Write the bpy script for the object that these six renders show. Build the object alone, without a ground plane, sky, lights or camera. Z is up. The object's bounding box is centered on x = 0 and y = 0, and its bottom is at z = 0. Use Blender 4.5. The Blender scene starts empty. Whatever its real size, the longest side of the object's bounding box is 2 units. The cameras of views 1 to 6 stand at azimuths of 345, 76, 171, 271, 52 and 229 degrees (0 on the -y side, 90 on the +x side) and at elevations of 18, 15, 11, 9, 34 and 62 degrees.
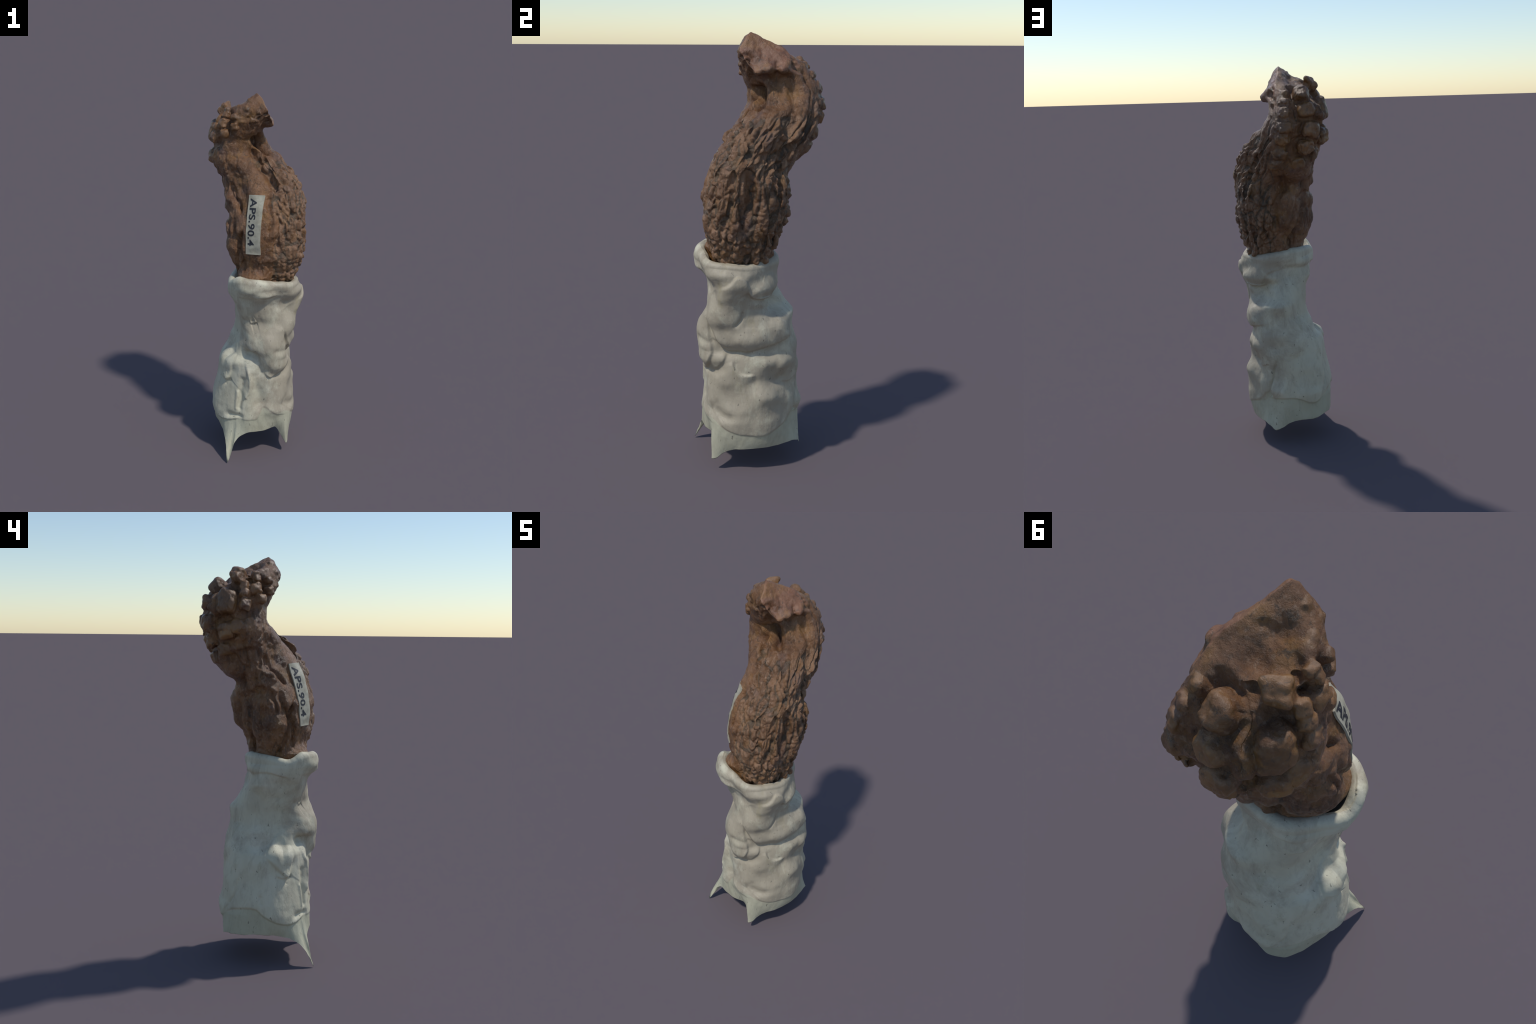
"""A brown, knobbly fossil cone standing in a hand-modelled pale clay mount, with a paper accession label."""
import bpy, bmesh, math
import numpy as np
from mathutils import Vector, Matrix
from mathutils.bvhtree import BVHTree

# ------------------------------------------------------------------ helpers
def ring_radius(rad, th):
    """smooth closed curve through evenly spaced polar radii (Fourier interpolation)"""
    rad = np.asarray(rad, float)
    K = rad.shape[-1]
    F = np.fft.rfft(rad, axis=-1) / K
    out = np.real(F[..., 0:1]) * np.ones_like(th)
    for k in range(1, F.shape[-1]):
        w = (1.0 if 2 * k == K else 2.0) * (0.5 if k >= 7 else 1.0)
        out = out + w * np.real(F[..., k:k + 1] * np.exp(1j * k * th))
    return out


def interp(x, y, q):
    """monotone cubic interpolation along the first axis"""
    x = np.asarray(x, float); y = np.asarray(y, float); q = np.atleast_1d(np.asarray(q, float))
    ex = (-1,) + (1,) * (y.ndim - 1)
    h = np.diff(x); d = np.diff(y, axis=0) / h.reshape(ex)
    m = np.zeros_like(y); m[0] = d[0]; m[-1] = d[-1]
    s = d[:-1] * d[1:]
    m[1:-1] = np.where(s > 0, 2 * s / np.where(np.abs(d[:-1] + d[1:]) < 1e-9, 1, d[:-1] + d[1:]), 0)
    i = np.clip(np.searchsorted(x, q) - 1, 0, len(x) - 2)
    t = ((q - x[i]) / h[i]).reshape(ex); hh = h[i].reshape(ex)
    return (1 + 2 * t) * (1 - t) ** 2 * y[i] + t * (1 - t) ** 2 * hh * m[i] + t * t * (3 - 2 * t) * y[i + 1] + t * t * (t - 1) * hh * m[i + 1]


def periodic(points, th):
    """closed smooth function of angle through (degrees, value...) points"""
    p = np.array(sorted(points), float)
    a = np.radians(np.concatenate([p[:, 0] - 360, p[:, 0], p[:, 0] + 360]))
    v = np.concatenate([p[:, 1:]] * 3)
    return interp(a, v, (th + np.pi) % (2 * np.pi) - np.pi)


def sm(a, b, x):
    t = np.clip((x - a) / (b - a), 0, 1)
    return t * t * (3 - 2 * t)


def hash3(i, j, k, s=0):
    n = (i.astype(np.int64) * 73856093) ^ (j.astype(np.int64) * 19349663) ^ (k.astype(np.int64) * 83492791) ^ (s * 2654435761)
    n = (n ^ (n >> 13)) * 1274126177 & 0x7FFFFFFF
    n = (n ^ (n >> 15)) * 668265263 & 0x7FFFFFFF
    return ((n >> 7) & 0xFFFF) / 65535.0


def vnoise(P, f, s=0):
    """value noise in -1..1"""
    q = P * f; b = np.floor(q); t = q - b; t = t * t * t * (t * (6 * t - 15) + 10)
    out = 0
    for dx in (0, 1):
        for dy in (0, 1):
            for dz in (0, 1):
                w = (t[:, 0] if dx else 1 - t[:, 0]) * (t[:, 1] if dy else 1 - t[:, 1]) * (t[:, 2] if dz else 1 - t[:, 2])
                out = out + w * hash3(b[:, 0] + dx, b[:, 1] + dy, b[:, 2] + dz, s)
    return out * 2 - 1


def fbm(P, f, n=3, s=0):
    return sum(vnoise(P, f * 2 ** i, s + i) * 0.55 ** i for i in range(n))


def voronoi(P, s=0, jitter=0.85):
    """distance to nearest and second nearest cell point, and the number of the cell"""
    b = np.floor(P); f1 = np.full(len(P), 9.0); f2 = f1.copy(); idv = f1.copy()
    for dx in (-1, 0, 1):
        for dy in (-1, 0, 1):
            for dz in (-1, 0, 1):
                c = b + (dx, dy, dz)
                p = np.stack([c[:, a] + 0.5 + jitter * (hash3(c[:, 0], c[:, 1], c[:, 2], s + 11 * a + 1) - 0.5) for a in range(3)], 1)
                d = np.linalg.norm(P - p, axis=1)
                n = d < f1
                f2 = np.where(n, f1, np.minimum(f2, d))
                idv = np.where(n, c[:, 0] + 100 * c[:, 1] + 10000 * c[:, 2], idv)
                f1 = np.where(n, d, f1)
    return f1, f2, idv.astype(np.int64)


def line_distance(P, pts):
    """distance to a polyline, fraction along it, and the offset vector"""
    pts = np.asarray(pts, float)
    best = np.full(len(P), 9.0); along = np.zeros(len(P)); off = np.zeros_like(P)
    for i in range(len(pts) - 1):
        a, b = pts[i], pts[i + 1]; ab = b - a
        t = np.clip(((P - a) @ ab) / (ab @ ab), 0, 1)
        o = P - (a + t[:, None] * ab); d = np.linalg.norm(o, axis=1)
        n = d < best
        best = np.where(n, d, best); along = np.where(n, (i + t) / (len(pts) - 1), along)
        off[n] = o[n]
    return best, along, off


def smooth_line(pts, n=6):
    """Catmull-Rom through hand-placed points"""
    p = np.array(pts, float)
    if len(p) < 3:
        return p
    q = np.vstack([2 * p[0] - p[1], p, 2 * p[-1] - p[-2]]); out = []
    for i in range(1, len(q) - 2):
        for t in np.arange(n) / n:
            a, b, c, d = q[i - 1:i + 3]
            out.append(0.5 * (2 * b + (c - a) * t + (2 * a - 5 * b + 4 * c - d) * t * t + (3 * b - a - 3 * c + d) * t ** 3))
    return np.array(out + [p[-1]])


def new_mesh(name, verts, faces):
    me = bpy.data.meshes.new(name)
    me.from_pydata([tuple(map(float, v)) for v in verts], [], faces)
    me.update()
    return me


def add(name, me, parent=None):
    ob = bpy.data.objects.new(name, me)
    bpy.context.scene.collection.objects.link(ob)
    if parent:
        ob.parent = parent
    return ob


def mesh_arrays(me):
    v = np.empty(len(me.vertices) * 3); me.vertices.foreach_get("co", v)
    n = np.empty(len(me.vertices) * 3); me.vertex_normals.foreach_get("vector", n)
    return v.reshape(-1, 3), n.reshape(-1, 3)


def set_verts(me, V):
    me.vertices.foreach_set("co", np.ascontiguousarray(V, dtype=np.float32).ravel()); me.update()


# ------------------------------------------------------------------ fossil: cross-sections
# height, centre x, centre y, then sixteen radii in mm every 22.5 degrees from +x towards +y
FOSSIL = [
    (0.930, 0.040, -0.092, 118, 125, 125, 118, 110, 118, 122, 120, 120, 128, 130, 118, 104, 112, 120, 122),
    (1.000, 0.040, -0.093, 148, 157, 155, 145, 136, 142, 150, 146, 148, 158, 162, 146, 122, 134, 150, 152),
    (1.050, 0.038, -0.094, 163, 172, 170, 160, 148, 156, 142, 150, 153, 175, 180, 164, 132, 158, 177, 175),
    (1.100, 0.045, -0.084, 172, 173, 170, 167, 158, 151, 150, 164, 169, 168, 159, 153, 149, 182, 201, 191),
    (1.150, 0.045, -0.082, 188, 189, 187, 186, 172, 171, 176, 185, 189, 180, 167, 172, 175, 206, 222, 204),
    (1.200, 0.045, -0.071, 196, 200, 199, 196, 189, 189, 185, 197, 204, 193, 183, 185, 186, 222, 232, 217),
    (1.250, 0.050, -0.067, 200, 207, 204, 200, 196, 197, 192, 198, 208, 194, 189, 193, 195, 231, 239, 216),
    (1.300, 0.051, -0.063, 198, 210, 207, 201, 196, 208, 193, 205, 210, 196, 187, 194, 199, 228, 238, 215),
    (1.350, 0.058, -0.060, 196, 204, 198, 194, 190, 210, 190, 195, 200, 190, 182, 192, 193, 225, 231, 212),
    (1.400, 0.053, -0.052, 200, 198, 187, 177, 174, 196, 198, 212, 204, 171, 165, 183, 185, 217, 231, 217),
    (1.450, 0.045, -0.022, 195, 167, 166, 181, 200, 227, 229, 211, 199, 162, 161, 184, 191, 238, 253, 238),
    (1.500, 0.041, 0.013, 176, 150, 160, 186, 212, 226, 227, 206, 198, 162, 156, 184, 195, 250, 252, 226),
    (1.550, 0.036, 0.041, 177, 155, 170, 187, 204, 221, 223, 205, 197, 178, 163, 182, 199, 238, 245, 218),
    (1.600, 0.007, 0.075, 177, 169, 179, 189, 186, 202, 216, 204, 205, 186, 166, 174, 185, 227, 238, 215),
    (1.650, -0.026, 0.109, 173, 180, 186, 187, 168, 182, 198, 195, 192, 190, 179, 178, 179, 188, 213, 210),
    (1.700, -0.037, 0.129, 159, 172, 177, 178, 165, 165, 159, 147, 164, 182, 184, 167, 154, 164, 168, 159),
    (1.750, -0.061, 0.129, 150, 167, 179, 169, 152, 160, 164, 152, 157, 174, 174, 163, 155, 150, 167, 154),
    (1.800, -0.064, 0.115, 146, 162, 172, 167, 166, 167, 161, 149, 149, 166, 166, 161, 165, 170, 165, 149),
    (1.850, -0.030, 0.079, 136, 134, 139, 157, 166, 163, 146, 129, 131, 146, 154, 152, 149, 157, 158, 143),
    (1.900, -0.039, 0.049, 112, 122, 131, 126, 116, 122, 137, 133, 127, 112, 111, 120, 131, 138, 136, 117),
    (1.950, -0.015, -0.004, 52, 61, 70, 71, 69, 67, 60, 55, 59, 63, 65, 70, 74, 71, 63, 52),
    (1.970, -0.008, -0.013, 30, 37, 48, 58, 51, 42, 36, 31, 37, 40, 47, 52, 52, 48, 37, 32),
    (1.985, -0.002, -0.024, 16, 17, 28, 31, 21, 18, 16, 14, 15, 21, 26, 24, 26, 21, 17, 13),
    (1.998, 0.003, -0.034, 3, 3, 3, 3, 3, 3, 3, 3, 3, 3, 3, 3, 3, 3, 3, 3),
]


def loft(table, zs, nt):
    t = np.array(table); th = np.arange(nt) * 2 * np.pi / nt
    c = interp(t[:, 0], t[:, 1:3], zs)
    R = ring_radius(interp(t[:, 0], t[:, 3:] / 1000, zs), th)
    return np.stack([c[:, :1] + R * np.cos(th), c[:, 1:] + R * np.sin(th), np.repeat(zs[:, None], nt, 1)], -1)


def grid_faces(rows, nt, flip=False):
    f = []
    for i in range(rows - 1):
        for j in range(nt):
            k = (j + 1) % nt
            f.append((i * nt + j, i * nt + k, (i + 1) * nt + k, (i + 1) * nt + j))
    return f


def fossil_core():
    zs = np.concatenate([np.arange(0.93, 1.985, 0.006), [1.985, 1.992, 1.998]])
    nt = 160
    G = loft(FOSSIL, zs, nt)
    f = grid_faces(len(zs), nt)
    f.append(tuple(range(nt))[::-1]); n = (len(zs) - 1) * nt
    f.append(tuple(range(n, n + nt)))
    return G.reshape(-1, 3), f



# ------------------------------------------------------------------ clay mount: cross-sections
CLAY = [
    (0.000, -0.016, -0.039, 234, 240, 230, 236, 229, 247, 250, 231, 233, 248, 236, 236, 222, 240, 252, 236),
    (0.250, -0.016, -0.039, 234, 235, 225, 236, 229, 240, 250, 231, 233, 248, 231, 236, 222, 240, 246, 236),
    (0.300, -0.013, -0.037, 229, 224, 231, 233, 233, 238, 242, 230, 232, 243, 233, 236, 220, 243, 237, 222),
    (0.400, -0.002, -0.040, 218, 212, 216, 227, 231, 236, 234, 220, 227, 233, 220, 229, 218, 230, 227, 206),
    (0.500, 0.006, -0.042, 205, 189, 220, 229, 229, 212, 221, 216, 220, 214, 209, 222, 228, 216, 209, 193),
    (0.550, 0.010, -0.050, 195, 200, 225, 229, 229, 216, 215, 208, 208, 210, 203, 204, 232, 228, 196, 178),
    (0.600, 0.018, -0.052, 180, 183, 221, 233, 224, 206, 198, 182, 166, 167, 194, 209, 229, 209, 175, 166),
    (0.650, 0.032, -0.058, 174, 187, 211, 223, 218, 203, 190, 182, 156, 172, 197, 225, 226, 213, 180, 175),
    (0.700, 0.039, -0.064, 158, 174, 199, 219, 215, 188, 178, 166, 142, 162, 189, 212, 217, 202, 175, 162),
    (0.750, 0.041, -0.063, 153, 160, 169, 210, 217, 184, 174, 158, 140, 160, 184, 184, 207, 203, 188, 157),
    (0.800, 0.038, -0.070, 155, 144, 128, 157, 189, 173, 177, 160, 144, 167, 170, 160, 178, 187, 191, 164),
    (0.830, 0.039, -0.075, 163, 152, 125, 147, 173, 169, 178, 169, 148, 174, 181, 164, 174, 177, 191, 174),
    (0.860, 0.043, -0.080, 165, 151, 133, 129, 162, 162, 183, 182, 165, 187, 190, 166, 166, 171, 191, 185),
    (0.900, 0.043, -0.088, 184, 178, 167, 165, 158, 153, 185, 198, 178, 200, 196, 164, 159, 162, 196, 193),
    (0.940, 0.037, -0.099, 194, 171, 174, 170, 160, 157, 184, 194, 193, 212, 188, 179, 159, 172, 199, 205),
    (0.970, 0.033, -0.105, 199, 177, 175, 182, 170, 180, 193, 189, 198, 211, 200, 198, 176, 178, 203, 205),
    (1.000, 0.026, -0.105, 196, 183, 183, 192, 178, 184, 178, 178, 190, 210, 204, 193, 170, 184, 199, 193),
    (1.020, 0.026, -0.104, 183, 177, 180, 186, 176, 178, 156, 162, 182, 205, 203, 189, 167, 179, 186, 172),
]
RIM_TOP = [(-125, 1.060), (-80, 1.034), (-50, 1.024), (-25, 1.022), (7, 1.015), (40, 1.018), (66, 1.030), (95, 1.045), (113, 1.052), (150, 1.047), (175, 1.036), (190, 1.026), (213, 1.060)]
RIM_ROLL = [(-125, 0.024), (-80, 0.019), (-25, 0.022), (40, 0.026), (113, 0.027), (180, 0.024), (213, 0.025)]
# lower edge: angle about (-0.01,-0.04), radius, height; three drawn-out corners
EDGE = [(-132.0, 0.324, 0.001), (-130.5, 0.302, 0.035), (-134.5, 0.312, 0.045), (-128.3, 0.274, 0.104), (-122, 0.247, 0.140), (-108, 0.235, 0.164), (-95, 0.222, 0.160),
        (-82, 0.216, 0.165), (-71, 0.206, 0.163), (-64, 0.210, 0.135), (-60.5, 0.226, 0.095), (-58, 0.252, 0.058), (-53, 0.244, 0.064), (-47, 0.228, 0.088), (-38, 0.216, 0.108), (-28, 0.212, 0.118),
        (0, 0.205, 0.121), (28, 0.215, 0.120), (45, 0.235, 0.122), (55, 0.250, 0.110), (63, 0.248, 0.085), (71, 0.235, 0.097), (80, 0.215, 0.115), (95, 0.212, 0.127), (112, 0.232, 0.130), (124, 0.252, 0.146),
        (135, 0.255, 0.158), (150, 0.240, 0.158), (170, 0.226, 0.165), (190, 0.224, 0.160), (207, 0.240, 0.145), (218, 0.270, 0.117), (223.5, 0.296, 0.075), (225.5, 0.312, 0.045)]
EDGE_CENTRE = np.array([-0.01, -0.04])


def clay_surface(nt=640):
    th = np.arange(nt) * 2 * np.pi / nt - np.pi
    t = np.array(CLAY)

    def at(z):  # z: array (nt,) -> xy (nt,2)
        c = interp(t[:, 0], t[:, 1:3], z)
        R = interp(t[:, 0], t[:, 3:] / 1000, z)
        r = np.array([ring_radius(R[j], th[j:j + 1])[0] for j in range(nt)])
        return c + r[:, None] * np.stack([np.cos(th), np.sin(th)], 1)

    e = periodic(EDGE, th)
    edge = np.column_stack([EDGE_CENTRE + e[:, :1] * np.stack([np.cos(th), np.sin(th)], 1), e[:, 1]])
    rows = []
    # under side: concave, closed
    inner = EDGE_CENTRE + (np.minimum(e[:, :1], 0.25) - 0.03) * np.stack([np.cos(th), np.sin(th)], 1)
    zi = np.maximum(e[:, 1] + 0.02, 0.150)
    for k in np.linspace(0, 1, 24):
        xy = EDGE_CENTRE + (inner - EDGE_CENTRE) * k
        rows.append(np.column_stack([xy, 0.19 * (1 - k * k) + zi * k * k]))
    for k in np.linspace(0, 1, 8)[1:-1]:
        rows.append(np.column_stack([inner, zi]) * (1 - k) + edge * k)
    # outer side from the edge up
    z0, z1 = 0.30, 0.985
    N = 60
    for k in np.linspace(0, 1, N)[:-1]:
        z = e[:, 1] + (z0 - e[:, 1]) * k
        b = at(z)
        w = (1 - k) ** 2.6
        eb = edge[:, :2] - at(e[:, 1])
        rows.append(np.column_stack([b + eb * w, z]))
    for z in np.linspace(z0, 0.965, 210):
        rows.append(np.column_stack([at(np.full(nt, z)), np.full(nt, z)]))
    top = periodic(RIM_TOP, th)[:, 0]; roll = periodic(RIM_ROLL, th)[:, 0]
    zc = top - roll
    for k in np.linspace(0, 1, 14)[1:]:
        z = 0.965 + (zc - 0.965) * k
        rows.append(np.column_stack([at(np.minimum(z, 1.0)), z]))
    base = at(np.minimum(zc, 1.0)); cdir = np.stack([np.cos(th), np.sin(th)], 1)
    for a in np.linspace(0, np.pi, 28)[1:]:
        rows.append(np.column_stack([base - cdir * (roll * (1 - np.cos(a)))[:, None], zc + roll * np.sin(a)]))
    last = rows[-1]
    for k in np.linspace(0, 1, 20)[1:]:
        c = np.array([0.04, -0.092])
        xy = last[:, :2] + (c + cdir * 0.06 - last[:, :2]) * k ** 1.5
        rows.append(np.column_stack([xy, last[:, 2] + (0.94 - last[:, 2]) * (1 - (1 - k) ** 2)]))
    G = np.array(rows)
    f = grid_faces(len(rows), nt)
    f.append(tuple(range(nt))[::-1]); n = (len(rows) - 1) * nt
    f.append(tuple(range(n, n + nt)))
    return G.reshape(-1, 3), f



# ------------------------------------------------------------------ relief strokes: kind, width, amplitude (mm), points (mm)
FOSSIL_STROKES = [
   ('groove', 12, -16, [(82, 113, 1780), (129, 138, 1690), (149, 142, 1638), (181, 99, 1582), (194, 62, 1530), (204, 29, 1483)]),
   ('valley', 34, -9, [(142, 129, 1659), (195, 70, 1578), (228, 6, 1530), (252, -49, 1470), (257, -83, 1418), (255, -86, 1353), (250, -88, 1270), (245, -95, 1208)]),
   ('groove', 14, -14, [(225, 13, 1529), (250, -43, 1470), (261, -87, 1435), (256, -89, 1386), (254, -77, 1336), (250, -88, 1270), (245, -98, 1209)]),
   ('groove', 10, -14, [(249, -163, 1420), (246, -169, 1376), (245, -177, 1311), (243, -185, 1256), (234, -198, 1211)]),
   ('groove', 9, -12, [(185, 74, 1424), (231, 31, 1399), (245, 20, 1347), (242, 18, 1280), (232, 7, 1212)]),
   ('groove', 8, -12, [(56, 192, 1855), (81, 196, 1801), (86, 222, 1752), (117, 208, 1700), (131, 205, 1646), (150, 174, 1588)]),
   ('groove', 8, -10, [(191, -246, 1376), (219, -229, 1325), (211, -245, 1269), (192, -254, 1205)]),
   ('groove', 7, -8, [(197, -152, 1546), (225, -169, 1491), (205, -225, 1431), (191, -246, 1376)]),
   ('groove', 10, -14, [(241, -178, 1395), (240, -192, 1323), (237, -205, 1246), (227, -204, 1167)]),
   ('groove', 8, -10, [(168, -30, 1633), (201, -95, 1581), (243, -89, 1516), (260, -125, 1455), (256, -97, 1386)]),
   ('groove', 8, -9, [(124, -94, 1622), (174, -122, 1585), (163, -170, 1549), (206, -174, 1515)]),
   ('valley', 22, -18, [(256, -97, 1400), (252, -93, 1326), (250, -121, 1249), (239, -119, 1167)]),
   ('groove', 9, -12, [(246, -135, 1199), (230, -125, 1132), (209, -107, 1069), (197, -90, 1029)]),
   ('groove', 9, -12, [(238, -43, 1193), (209, -14, 1121), (197, -25, 1061)]),
   ('groove', 9, -10, [(234, -195, 1200), (221, -173, 1111), (184, -187, 1039)]),
   ('pocket', 26, -50, [(39, 1, 1752), (60, -10, 1699)]),
   ('valley', 26, -14, [(65, -50, 1872), (31, -26, 1801), (33, -3, 1741)]),
   ('valley', 30, -10, [(64, 12, 1807), (75, 66, 1796), (90, 108, 1818)]),
   ('groove', 15, -39, [(-8, -13, 1755), (-10, -29, 1690), (12, -81, 1638), (41, -130, 1592), (63, -175, 1539), (80, -195, 1514)]),
   ('groove', 9, -15, [(-130, -25, 1538), (-117, -57, 1475), (-111, -102, 1416)]),
   ('groove', 12, -24, [(-135, -98, 1354), (-143, -117, 1282), (-124, -153, 1221), (-110, -164, 1152), (-102, -173, 1083)]),
   ('groove', 8, -14, [(103, -205, 1510), (101, -239, 1436), (153, -252, 1395), (188, -253, 1359)]),
   ('groove', 8, -10, [(77, -251, 1373), (93, -270, 1308), (67, -266, 1219)]),
   ('groove', 10, -20, [(-134, -21, 1517), (-133, -45, 1471), (-101, -91, 1444), (-104, -118, 1398)]),
   ('groove', 8, -18, [(-150, -46, 1381), (-156, -76, 1309), (-155, -87, 1256)]),
   ('groove', 9, -24, [(-104, -166, 1312), (-129, -147, 1221), (-132, -135, 1154), (-121, -103, 1078), (-114, -86, 1043)]),
   ('valley', 22, -12, [(-101, 51, 1323), (-98, 54, 1243), (-71, 61, 1172), (-33, 41, 1071)]),
   ('valley', 30, -14, [(-142, 126, 1509), (-134, 107, 1450), (-98, 81, 1403)]),
   ('ridge', 48, 9, [(-158, -54, 1263), (-156, -68, 1183), (-124, -49, 1112)]),
   ('ridge', 25, 10, [(-146, -13, 1321), (-153, -53, 1322)]),
   ('ridge', 20, 5, [(-92, -187, 1278), (-112, -168, 1179), (-112, -143, 1098)]),
   ('pocket', 30, -34, [(22, 147, 1421), (17, 131, 1380)]),
   ('valley', 18, -22, [(24, 131, 1380), (56, 134, 1329), (70, 130, 1269), (60, 113, 1186)]),
   ('ridge', 38, 12, [(0, 137, 1313), (6, 125, 1252), (26, 113, 1191)]),
   ('valley', 22, -14, [(-60, 105, 1320), (-37, 106, 1234), (-5, 85, 1158), (14, 69, 1109)]),
   ('groove', 9, -21, [(160, 151, 1550), (181, 63, 1486), (199, 60, 1420), (221, 57, 1354), (229, 46, 1287), (219, 14, 1180)]),
   ('groove', 8, -15, [(116, 230, 1654), (145, 185, 1564), (168, 97, 1508)]),
   ('groove', 9, -15, [(171, 92, 1389), (197, 84, 1290), (188, 62, 1185), (167, 28, 1076)]),
   ('valley', 16, -13, [(-20, 266, 1818), (-16, 290, 1726), (-6, 282, 1652), (4, 255, 1576), (11, 231, 1505)]),
   ('ridge', 40, 3, [(133, 107, 1389), (144, 115, 1291), (126, 104, 1188)]),
   ('valley', 45, -30, [(-47, 45, 1953), (-52, 95, 1932)]),
   ('valley', 16, -12, [(-84, 156, 1903), (-116, 175, 1885), (-136, 198, 1840), (-152, 229, 1819), (-170, 245, 1788)]),
   ('ridge', 14, 14, [(86, -16, 1840), (101, 20, 1846)]),
   ('ridge', 16, 14, [(105, 81, 1840), (77, 122, 1882)]),
   ('valley', 14, -14, [(94, 61, 1872), (96, 63, 1829)]),
   ('groove', 7, -12, [(-209, 66, 1626), (-167, 73, 1562), (-155, 60, 1478), (-94, 85, 1402), (-82, 68, 1349)]),
   ('groove', 7, -10, [(-165, 15, 1576), (-153, 1, 1498), (-155, 20, 1426), (-132, 7, 1366)]),
   ('groove', 6, -9, [(-47, 117, 1305), (-39, 103, 1223)]),
   ('groove', 6, -9, [(-140, -1, 1227), (-135, -15, 1167), (-78, 6, 1092)]),
   ('groove', 6, -9, [(-150, 120, 1536), (-149, 93, 1490), (-157, 40, 1465)]),
   ('pocket', 9, -16, [(-106, -105, 1418), (-101, -118, 1405)]),
   ('pocket', 9, -14, [(-114, -160, 1286), (-120, -153, 1267)]),
   ('ridge', 14, 9, [(-159, 8, 1459), (-147, -38, 1446), (-111, -78, 1451)]),
   ('ridge', 14, 8, [(-111, 41, 1371), (-155, -13, 1394), (-144, -66, 1367)]),
   ('ridge', 16, 8, [(-179, 190, 1613), (-214, 130, 1639), (-214, 79, 1664)]),
   ('ridge', 16, 8, [(-122, 187, 1534), (-157, 126, 1562), (-177, 67, 1575)]),
   ('groove', 7, -12, [(15, -45, 1672), (28, -101, 1621), (64, -146, 1580)]),
   ('groove', 8, -12, [(36, -185, 1495), (18, -215, 1436), (32, -242, 1373), (8, -253, 1296)]),
   ('groove', 8, -14, [(68, -209, 1479), (54, -235, 1411), (76, -257, 1354), (57, -265, 1275), (75, -267, 1183)]),
   ('ridge', 13, 12, [(47, -30, 1681), (68, -107, 1620), (92, -170, 1557)]),
   ('ridge', 13, 10, [(52, -192, 1496), (44, -221, 1436), (51, -246, 1373), (34, -259, 1289)]),
   ('pocket', 13, -48, [(-2, -13, 1761), (17, -10, 1734), (46, -13, 1706)]),
   ('groove', 8, -16, [(46, -13, 1706), (44, -61, 1653), (62, -106, 1620)]),
   ('ridge', 12, 12, [(-39, -19, 1749), (5, -23, 1706), (39, -27, 1687)]),
   ('valley', 10, -16, [(32, -71, 1903), (62, -44, 1892), (52, -61, 1871)]),
   ('valley', 9, -12, [(104, 61, 1856), (90, 62, 1824)]),
]

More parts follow.
